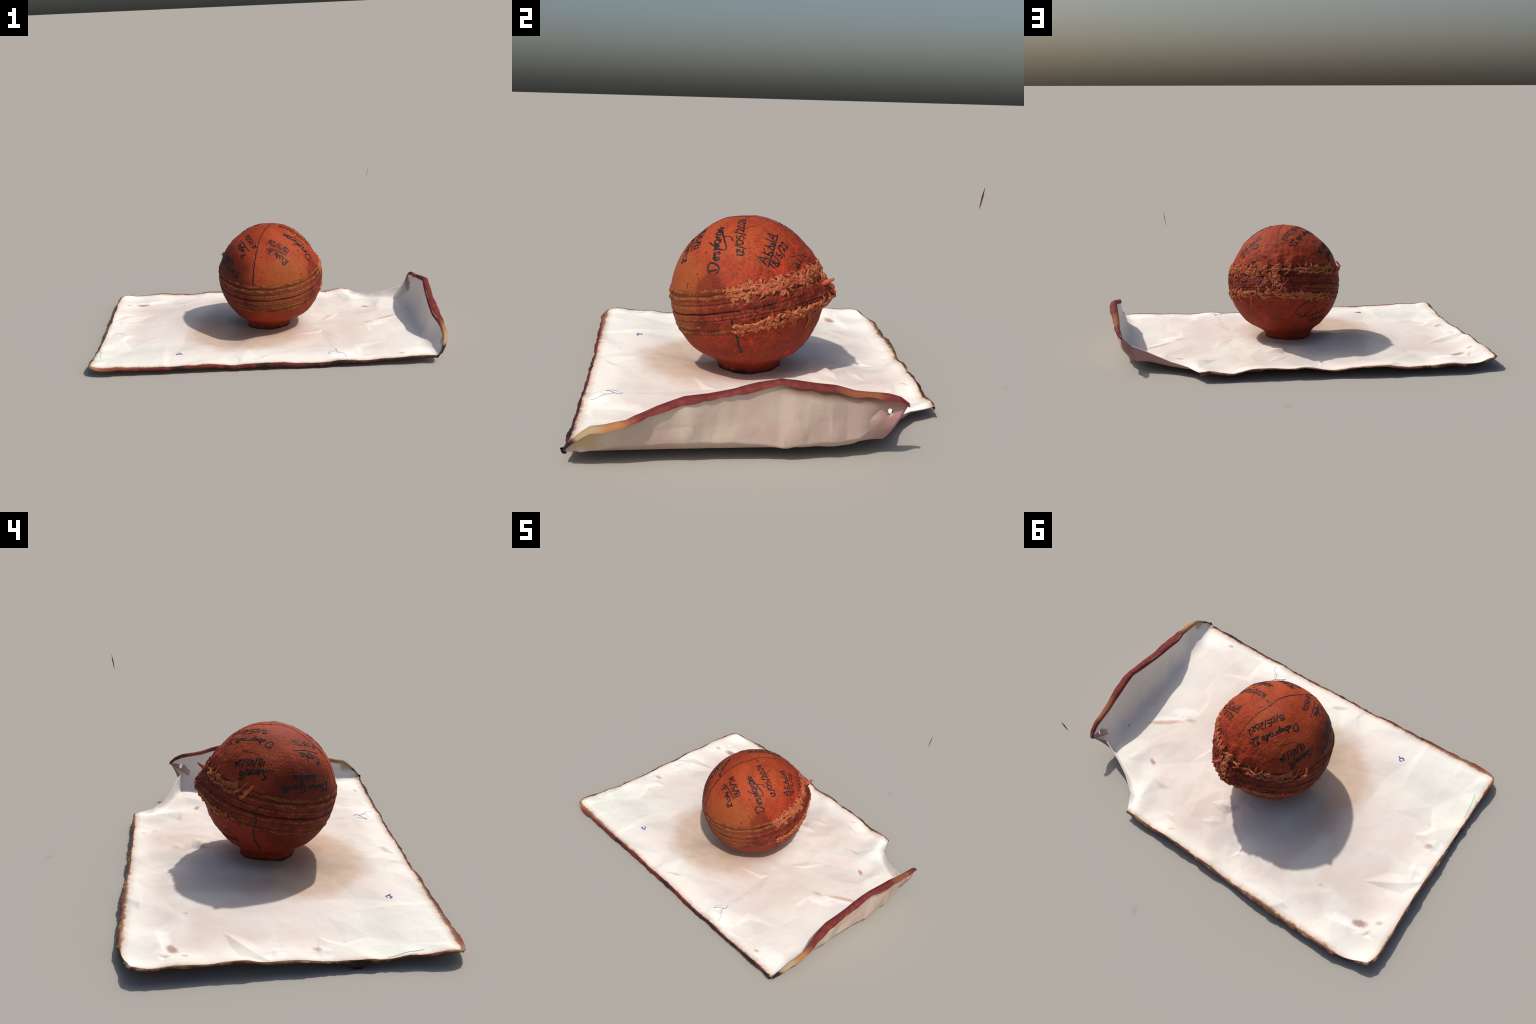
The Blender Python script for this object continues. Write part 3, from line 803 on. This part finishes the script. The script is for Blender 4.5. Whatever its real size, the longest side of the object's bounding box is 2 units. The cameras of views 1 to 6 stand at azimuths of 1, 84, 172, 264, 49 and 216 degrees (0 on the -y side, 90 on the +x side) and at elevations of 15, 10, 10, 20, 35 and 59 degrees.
def build_sheet_points():
    rows, flat_cols, rise_cols = 300, 300, 70
    v = np.linspace(0, 1, rows)
    row0 = lerp(-0.665, 0.605, v)                        # nominal y of each row
    left = np.interp(v, *zip(*LEFT))
    is_flap = row0 < TEAR_Y[0]
    crest_y = np.interp(row0, [-0.665, 0.20, TEAR_Y[0]], [-0.672, 0.21, 0.415])
    fold = 0.922 + 0.006 * np.sin(row0 * 17) + 0.004 * np.sin(row0 * 41)
    rise_from = np.where(is_flap, np.interp(row0, [-0.665, -0.6, -0.5, 0.35], [0.91, 0.89, 0.86, 0.85]), np.interp(row0, TEAR_Y, np.array(TEAR_X) - np.array([0.085, 0.08, 0.08, 0.07, 0.05, 0.04])))
    # flat part
    t = np.linspace(0, 1, flat_cols)
    X = left[:, None] + (rise_from - left)[:, None] * t[None, :]
    yf = np.interp(X, *zip(*FRONT))
    yb = np.interp(X, *zip(*BACK))
    Y = lerp(yf, yb, v[:, None])
    Z = sheet_height(X, Y) + crumple(X, Y)
    # rising part: a cubic from the flat to the crest (or to the torn edge)
    end_x = np.where(is_flap, np.interp(crest_y, CREST_Y, CREST_IN), np.interp(row0, TEAR_Y, TEAR_X))
    end_z = np.where(is_flap, np.interp(crest_y, CREST_Y, CREST_Z), np.interp(row0, TEAR_Y, TEAR_Z))
    end_y = np.where(is_flap, crest_y, Y[:, -1])
    q = np.linspace(0, 1, rise_cols + 1)[1:][None, :]
    p0x, p0y, p0z = X[:, -1:], Y[:, -1:], Z[:, -1:]
    ex, ey, ez = end_x[:, None], end_y[:, None], end_z[:, None]
    fo = np.where(is_flap, fold, lerp(X[:, -1], end_x, 0.7))[:, None]
    lift = (smooth(0.18, 0.35, row0) * is_flap * 0.055)[:, None]
    c1x, c1z = fo, p0z - 0.006 + lift
    c2x, c2z = np.where(is_flap[:, None], np.maximum(fo + 0.002, ex - 0.015), lerp(fo, ex, 0.5)), lerp(p0z, ez, 0.35) + 0.6 * lift
    b = [(1 - q) ** 3, 3 * q * (1 - q) ** 2, 3 * q * q * (1 - q), q ** 3]
    RX = b[0] * p0x + b[1] * c1x + b[2] * c2x + b[3] * ex
    RZ = b[0] * p0z + b[1] * c1z + b[2] * c2z + b[3] * ez
    RY = lerp(p0y, ey, q ** 1.5)
    ripple = np.sin(math.pi * q) * (0.006 * noise(np.stack([RY * 1.0, RZ, 0 * RZ], -1), 11, 95) + 0.003 * noise(np.stack([RY, RZ, 0 * RZ], -1), 30, 96))
    RX = RX + np.minimum(ripple, 0.002)
    P = np.stack([np.hstack([X, RX]), np.hstack([Y, RY]), np.hstack([Z, RZ])], -1)
    return P, row0, is_flap


def paper_material(name):
    g = Graph(name, 0.85, 0.15)
    sep = g.node("SeparateXYZ")
    g.put(sep.inputs[0], g.coord)
    x, y, z = sep.outputs
    warm, cool = g.noise(2.3, 3, 0.5), g.noise(3.1, 3, 0.5, 0.4, g.mapped((3, 5, 1)))
    wob = g.noise(14, 5, 0.65)
    facets = g.voronoi(5.5)
    base = g.mix(g.step(warm, 0.38, 0.62), (0.745, 0.675, 0.615), (0.685, 0.590, 0.530))
    base = g.mix(g.math("MULTIPLY", g.step(cool, 0.50, 0.66), 0.7), base, (0.750, 0.725, 0.655))
    grey = g.node("RGBToBW")
    g.put(grey.inputs[0], facets)
    base = g.mix(g.math("MULTIPLY", g.step(grey.outputs[0], 0.45, 0.75), 0.30), base, (0.70, 0.61, 0.56))
    # a whiter margin all round
    margin = g.math("MAXIMUM", g.math("MAXIMUM", g.step(x, -0.72, -0.93), g.step(y, -0.42, -0.60)), g.math("MAXIMUM", g.step(y, 0.48, 0.60), g.step(x, 0.45, 0.80)))
    base = g.mix(g.math("MULTIPLY", margin, 0.65), base, (0.840, 0.805, 0.735))
    # pale mint cast near one corner
    base = g.mix(g.math("MULTIPLY", g.ellipse((-0.80, -0.48), (0.28, 0.22), 0.2, 1.4), 0.45), base, (0.765, 0.800, 0.715))
    shift = g.math("MULTIPLY", g.math("SUBTRACT", wob, 0.5), 2.4)
    # the ball's photographed shadow painted on in tan, heaviest on the front left
    ball_shadow = g.ellipse((-0.085, -0.095), (0.385, 0.365), 0.35, 0.40, g.math("MULTIPLY", g.math("SUBTRACT", g.noise(7, 4, 0.6), 0.5), 0.4))
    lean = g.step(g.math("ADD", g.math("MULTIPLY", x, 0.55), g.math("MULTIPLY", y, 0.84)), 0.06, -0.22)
    shadow_mottle = g.math("ADD", 0.55, g.math("MULTIPLY", g.noise(12, 4, 0.65), 0.7))
    base = g.mix(g.math("MULTIPLY", g.math("MULTIPLY", ball_shadow, lean), g.math("MULTIPLY", shadow_mottle, 0.72), True), base, (0.470, 0.300, 0.190))
    near = g.ellipse((0.005, -0.03), (0.20, 0.20), 0, 0.9)  # dark contact shade under the ball, painted into the paper colour
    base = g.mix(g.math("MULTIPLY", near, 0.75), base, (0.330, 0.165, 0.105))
    # paler patches
    for c, r, a in (((-0.745, 0.490), (0.085, 0.030), 0.15), ((-0.955, -0.120), (0.040, 0.055), 0.3), ((-0.945, 0.060), (0.030, 0.050), 0.0), ((0.845, -0.580), (0.110, 0.050), 0.1),
                    ((0.665, -0.085), (0.070, 0.028), 0.5), ((0.72, 0.005), (0.090, 0.020), 0.6), ((0.40, -0.605), (0.075, 0.035), 0.0), ((0.58, 0.52), (0.05, 0.09), 0.3)):
        base = g.mix(g.math("MULTIPLY", g.ellipse(c, r, a, 0.9, shift), 0.65), base, (0.900, 0.890, 0.840))
    # small scorched nicks and blots
    for c, r, a, k, col in (((-0.822, 0.452), (0.034, 0.018), 0.35, 0.9, (0.24, 0.105, 0.075)), ((-0.897, -0.108), (0.020, 0.012), 0.4, 0.7, (0.36, 0.21, 0.15)), ((0.63, 0.279), (0.026, 0.013), -0.4, 1.0, (0.42, 0.13, 0.05)),
                            ((0.735, 0.038), (0.085, 0.012), 0.62, 0.75, (0.52, 0.22, 0.13)), ((0.612, -0.052), (0.028, 0.011), 0.4, 0.7, (0.45, 0.27, 0.17)), ((0.736, -0.608), (0.016, 0.009), 0.2, 0.8, (0.55, 0.25, 0.16)),
                            ((-0.904, 0.404), (0.016, 0.010), 0.6, 0.7, (0.40, 0.27, 0.21)), ((-0.545, 0.388), (0.012, 0.006), 0.8, 0.6, (0.5, 0.28, 0.2)), ((0.285, 0.562), (0.016, 0.007), 0.6, 0.6, (0.55, 0.33, 0.22)),
                            ((-0.84, 0.33), (0.10, 0.05), 0.9, 0.22, (0.55, 0.36, 0.29)), ((-0.80, -0.05), (0.10, 0.06), 0.4, 0.22, (0.60, 0.43, 0.35)), ((0.66, 0.14), (0.11, 0.08), 0.5, 0.25, (0.62, 0.44, 0.36))):
        base = g.mix(g.math("MULTIPLY", g.ellipse(c, r, a, 1.3, shift), k * 0.8), base, col)
    # scorch creeping in from the edges
    edge = g.math("MINIMUM", g.math("MINIMUM", g.math("ADD", y, 0.668), g.math("ADD", x, 0.990)), g.math("SUBTRACT", g.math("SUBTRACT", 0.628, g.math("MULTIPLY", x, 0.036)), y))
    edge = g.math("ADD", edge, g.math("MULTIPLY", g.math("SUBTRACT", g.noise(26, 4, 0.7), 0.5), 0.035))
    base = g.mix(g.math("MULTIPLY", g.step(edge, 0.040, 0.006), 0.55), base, (0.560, 0.340, 0.200))
    base = g.mix(g.math("MULTIPLY", g.step(edge, 0.016, 0.000), 0.9), base, (0.170, 0.060, 0.035))
    # tan burn at the near right corner of the flap
    corner = g.math("MULTIPLY", g.step(y, -0.55, -0.585), g.step(z, 0.07, 0.10))
    base = g.mix(g.math("MULTIPLY", corner, 0.8), base, (0.36, 0.255, 0.14))
    g.bump(g.math("ADD", g.noise(40, 4, 0.6), g.math("MULTIPLY", g.noise(9, 3), 1.5)), 0.35, 0.004)
    return g.done(base)


def back_material():
    g = Graph("paper_back", 0.85, 0.15)
    sep = g.node("SeparateXYZ")
    g.put(sep.inputs[0], g.coord)
    x, y, z = sep.outputs
    col = g.mix(g.step(g.noise(5, 4, 0.6), 0.38, 0.62), (0.580, 0.430, 0.365), (0.620, 0.510, 0.415))
    grey = g.node("RGBToBW")
    g.put(grey.inputs[0], g.voronoi(11, vector=g.mapped(scale=(1, 1, 0.25), kind="POINT")))
    col = g.mix(g.math("MULTIPLY", g.step(grey.outputs[0], 0.3, 0.7), 0.35), col, (0.54, 0.40, 0.345))
    line = g.math("SUBTRACT", z, g.math("SUBTRACT", 0.275, g.math("MULTIPLY", y, 0.17)))
    burn = g.math("MULTIPLY", g.step(line, -0.045, -0.008), g.step(y, -0.06, 0.04))
    col = g.mix(g.math("MULTIPLY", burn, 0.9), col, (0.17, 0.055, 0.028))
    col = g.mix(g.math("MULTIPLY", g.step(y, -0.535, -0.59), g.step(z, 0.05, 0.075)), col, g.mix(g.noise(20, 3), (0.50, 0.34, 0.19), (0.62, 0.49, 0.31)))
    col = g.mix(g.math("MULTIPLY", g.step(y, 0.27, 0.36), 0.8), col, (0.42, 0.20, 0.20))
    g.bump(g.noise(30, 4, 0.6), 0.3, 0.004)
    return g.done(col)


def scorch_material():
    g = Graph("scorched_edge", 0.75, 0.2)
    sep = g.node("SeparateXYZ")
    g.put(sep.inputs[0], g.coord)
    x, y, z = sep.outputs
    n, m = g.noise(9, 4, 0.65), g.noise(33, 4, 0.65)
    tan, brown, red, black = (0.31, 0.175, 0.090), (0.105, 0.042, 0.021), (0.150, 0.022, 0.018), (0.018, 0.013, 0.012)
    col = g.mix(g.step(n, 0.48, 0.68), brown, tan)
    # front edge: dark red, blackened to the right
    front = g.math("MULTIPLY", g.step(y, -0.63, -0.655), g.step(z, 0.075, 0.065))
    front_col = g.mix(g.step(m, 0.40, 0.62), red, (0.085, 0.018, 0.014))
    front_col = g.mix(g.step(g.math("ADD", x, g.math("MULTIPLY", n, 0.5)), -0.45, -0.68), front_col, (0.26, 0.055, 0.030))
    front_col = g.mix(g.math("MULTIPLY", g.step(g.math("ADD", x, g.math("MULTIPLY", n, 0.6)), 0.35, 0.62), g.step(m, 0.66, 0.40)), front_col, black)
    front_col = g.mix(g.step(x, -0.90, -0.97), front_col, tan)
    col = g.mix(front, col, front_col)
    # crest of the flap: dark red, tan towards its low end
    crest = g.step(z, 0.085, 0.10)
    crest_col = g.mix(g.step(m, 0.35, 0.65), (0.120, 0.018, 0.018), (0.185, 0.034, 0.026))
    crest_col = g.mix(g.step(g.math("ADD", y, g.math("MULTIPLY", n, 0.12)), -0.36, -0.43), crest_col, (0.36, 0.155, 0.060))
    crest_col = g.mix(g.math("MULTIPLY", g.math("MULTIPLY", g.step(y, 0.14, 0.22), g.step(y, 0.34, 0.30)), 0.8), crest_col, (0.27, 0.090, 0.040))
    crest_col = g.mix(g.step(y, -0.53, -0.58), crest_col, (0.36, 0.255, 0.14))
    col = g.mix(crest, col, crest_col)
    # black char here and there
    col = g.mix(g.math("MULTIPLY", g.math("MULTIPLY", g.step(g.noise(5, 4, 0.7), 0.53, 0.62), 0.85), g.math("SUBTRACT", 1.0, crest)), col, black)
    col = g.mix(g.math("MULTIPLY", g.step(x, 0.86, 0.93), g.math("MULTIPLY", g.step(y, -0.61, -0.65), g.step(z, 0.11, 0.08))), col, black)
    g.bump(m, 0.6, 0.005)
    return g.done(col)


def build_sheet(parent):
    P, row0, is_flap = build_sheet_points()
    rows, cols = P.shape[:2]
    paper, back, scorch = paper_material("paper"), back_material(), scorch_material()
    # a little torn hole near the flap's tip
    F = grid_faces(rows, cols)
    mid = P.reshape(-1, 3)[F].mean(1)
    torn = lambda c: (np.abs(c[:, 0] - 0.93) < 0.05) & (c[:, 1] > 0.30) & (np.abs(c[:, 1] - 0.350 + 0.5 * (c[:, 2] - 0.165)) < 0.006 + 0.010 * noise(c, 55, 3)) & (np.abs(c[:, 2] - 0.165) < 0.014 + 0.006 * noise(c, 80, 4))
    F = F[~torn(mid)]
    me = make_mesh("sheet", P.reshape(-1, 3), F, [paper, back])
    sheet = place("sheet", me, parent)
    thick = sheet.modifiers.new("thickness", "SOLIDIFY")
    thick.thickness, thick.offset, thick.material_offset = 0.004, -1.0, 1
    # ---- scorched rim turned down along the front, left and back edges
    edge = np.vstack([P[0, ::-1], P[1:, 0], P[-1, 1:]])   # front right-to-left, left, back left-to-right
    n_front, n_left = cols, rows - 1
    tangent = unit(np.gradient(edge, axis=0) * [1, 1, 0] + 1e-9)
    k = np.ones(9) / 9
    pad = np.pad(tangent, ((4, 4), (0, 0)), mode="edge")
    tangent = unit(np.stack([np.convolve(pad[:, i], k, "valid") for i in range(3)], -1))
    outward = np.stack([tangent[:, 1] * -1, tangent[:, 0], 0 * tangent[:, 0]], -1) * -1
    if (outward[n_front // 2] @ [0, -1, 0]) < 0:
        outward = -outward
    depth = np.maximum(0.007 + 0.007 * noise(edge, 3.5, 101) + 0.007 * noise(edge, 15, 102), 0.002)
    on_front = np.arange(len(edge)) < n_front
    depth = np.where(on_front, np.interp(edge[:, 0], [-0.97, -0.9, -0.5, -0.1, 0.3, 0.6, 0.93], [0.011, 0.011, 0.016, 0.022, 0.019, 0.009, 0.008]) + 0.003 * noise(edge, 16, 103), depth)
    depth = np.where(on_front & (edge[:, 0] > 0.93), 0.006, depth)
    # one ragged tongue on the left edge reaches the ground
    depth = np.maximum(depth, 0.045 * np.exp(-((edge[:, 1] + 0.25) / 0.035) ** 2) * (edge[:, 0] < -0.9))
    depth = np.minimum(depth, edge[:, 2] - 0.0005)
    prof = [(-0.003, 0.0006, 0), (0.0, 0.0010, 0), (0.004, 0.0, 0.05), (0.0075, 0, 0.25), (0.0080, 0, 0.6), (0.005, 0, 1.0), (-0.004, 0, 0.93)]
    wob = 1 + 0.6 * noise(edge, 22, 105) + 0.4 * noise(edge, 60, 106)
    ring = np.stack([edge + outward * (o * wob)[:, None] + np.array([0, 0, 1.0]) * (up - dn * depth)[:, None] for o, up, dn in prof], 0)
    me = make_mesh("burnt_edge", ring.reshape(-1, 3), grid_faces(len(prof), len(edge)), scorch)
    place("burnt_edge", me, parent)
    # ---- flap: burnt crest and pale outer face
    y = np.linspace(-0.672, 0.412, 260)
    xi, xo, zc = (np.interp(y, CREST_Y, t) for t in (CREST_IN, CREST_OUT, CREST_Z))
    q3 = np.stack([y, 0 * y, 0 * y], -1)
    xo = xo + 0.002 * noise(q3, 25, 111)
    lip = 0.004 * noise(q3, 12, 112)
    crest = [(xi - 0.006, zc - 0.016), (xi - 0.004, zc - 0.004 + lip * 0.4), (xi + 0.002, zc + 0.002 + lip), (lerp(xi, xo, 0.5), zc - 0.001 + lip * 0.6), (xo, zc - 0.005), (xo + 0.0015, zc - 0.010 - 0.006 * np.abs(noise(q3, 18, 113)))]
    ring = np.stack([np.stack([a, y, np.maximum(b, 0.045)], -1) for a, b in crest], 0)
    place("burnt_edge", make_mesh("burnt_edge", ring.reshape(-1, 3), grid_faces(len(crest), len(y)), scorch), parent)
    # outer face of the flap, from the crest down to the fold and under the sheet
    rows_o = 46
    t = np.linspace(0, 1, rows_o)[:, None]
    bottom = np.interp(y, [-0.672, -0.62, -0.5, -0.28, -0.09, 0.03, 0.13, 0.20, 0.26, 0.31, 0.36, 0.415], [0.056, 0.047, 0.068, 0.069, 0.062, 0.047, 0.059, 0.062, 0.072, 0.108, 0.152, 0.182]) + 0.004 * noise(q3, 20, 115)
    xb = np.interp(y, [-0.672, -0.6, -0.3, 0.1, 0.26, 0.35, 0.415], [0.940, 0.950, 0.940, 0.934, 0.922, 0.912, 0.925])
    top_z, top_x = zc - 0.0065, xo - 0.0025
    drop = np.clip(t / 0.86, 0, 1)
    Xo = lerp(top_x[None], xb[None], drop ** 0.9)
    Zo = lerp(top_z[None], bottom[None], drop)
    under = np.clip((t - 0.86) / 0.14, 0, 1)
    tuck = (1 - smooth(0.22, 0.30, y))[None]
    Xo = Xo - under * lerp(0.006, 0.055, tuck)
    Zo = np.maximum(lerp(Zo, np.minimum(Zo, 0.030), under * tuck), 0.004)
    # upright facets
    yy = y[None] + 0 * t
    fac = np.zeros_like(Zo)
    rng = np.random.default_rng(4)
    for gap, amp, low in ((0.10, 0.011, 0.0), (0.055, 0.006, 0.0), (0.040, 0.010, 1.0)):
        k = np.cumsum(rng.uniform(0.5, 1.5, 40) * gap) - 0.75
        k = k[k < 0.5]
        skew, o_top, o_low = rng.normal(0, gap * 0.45, len(k)), rng.uniform(-amp, amp, len(k)), rng.uniform(-amp, amp, len(k))
        for i, tt in enumerate(t[:, 0]):
            w = 1.0 if not low else float(np.clip((tt - 0.5) / 0.25, 0, 1) * np.clip((1.0 - tt) / 0.12, 0, 1))
            fac[i] += w * np.interp(y, np.sort(k + skew * tt), lerp(o_top, o_low, tt))
    fac = np.maximum(fac * 0.8, -0.004)
    Xo = Xo + fac * np.sin(math.pi * np.clip(t * 0.97 + 0.02, 0, 1)) ** 0.7 * smooth(0.02, 0.10, (top_z - bottom))[None]
    V = np.stack([np.minimum(Xo, 0.9995), yy, Zo], -1).reshape(-1, 3)
    F = grid_faces(rows_o, len(y))
    F = F[~torn(V[F].mean(1))]
    place("flap_underside", make_mesh("flap_underside", V, F, back), parent)
    return P


def build_pen_marks(parent):
    g = Graph("violet_pen", 0.5, 0.3)
    violet = g.done(g.mix(g.noise(80), (0.075, 0.045, 0.260), (0.20, 0.13, 0.42)))
    g = Graph("mint_pen", 0.6, 0.3)
    mint = g.done(g.mix(g.noise(50), (0.25, 0.62, 0.47), (0.40, 0.74, 0.60)))

    def stroke(pts, width, mat):
        q = curve_through([(a, b, 0) for a, b in pts], 8)
        q[:, 2] = sheet_height(q[:, 0], q[:, 1]) + crumple(q[:, 0], q[:, 1]) + 0.0008
        v, f = tube(q, width * 0.5, np.broadcast_to([0, 0, 1.0], q.shape), 6, 0.4)
        place("pen_mark", make_mesh("pen_mark", v, f, mat), parent)

    stroke([(0.330, -0.585), (0.352, -0.566), (0.376, -0.550), (0.384, -0.535), (0.372, -0.520)], 0.0026, violet)
    stroke([(0.376, -0.550), (0.392, -0.580), (0.418, -0.600), (0.430, -0.632)], 0.0018, violet)
    stroke([(0.330, -0.585), (0.338, -0.560), (0.352, -0.535)], 0.0018, violet)
    stroke([(-0.522, -0.490), (-0.510, -0.500), (-0.496, -0.492), (-0.486, -0.498)], 0.008, violet)
    stroke([(-0.516, -0.482), (-0.504, -0.476), (-0.496, -0.486)], 0.006, violet)
    stroke([(-0.945, -0.520), (-0.955, -0.470), (-0.962, -0.410), (-0.966, -0.370)], 0.0035, mint)


# ================================================================== assembly
ball = empty("leather_ball", (CENTRE[0], CENTRE[1], 0.04), "worn red-orange leather ball with frayed seam and black signatures", "cricket ball")
build_cover(ball)
build_cords(ball)
ink = build_marks(ball)
build_fray(ball)
build_needle_dots(ball, ink)

paper = empty("paper_sheet", (0, 0, 0), "crumpled off-white paper sheet with scorched edges and upturned end", "paper")
build_sheet(paper)
build_pen_marks(paper)

# a stray dark splinter above the far corner, a scan fault kept as geometry
g = Graph("floater_brown", 0.8, 0.2)
floater_mat = g.done(g.mix(g.noise(40), (0.050, 0.026, 0.018), (0.110, 0.040, 0.018)))
top, low = np.array([0.708, 0.6885, 0.863]), np.array([0.696, 0.678, 0.789])
P = np.array([lerp(top, low, t) for t in np.linspace(0, 1, 12)])
w = np.interp(np.linspace(0, 1, 12), [0, 0.42, 0.85, 1], [0.0003, 0.0030, 0.0019, 0.0005])
v, f = tube(P, w, np.broadcast_to(unit([0.93, -0.3, 0.1]), P.shape), 6, 0.3)
origin = (top + low) / 2
floater = place("floater", make_mesh("floater", v - origin, f, floater_mat), None, origin)
floater["label"], floater["category"] = "thin dark brown splinter left in the air by the scan", "floater"
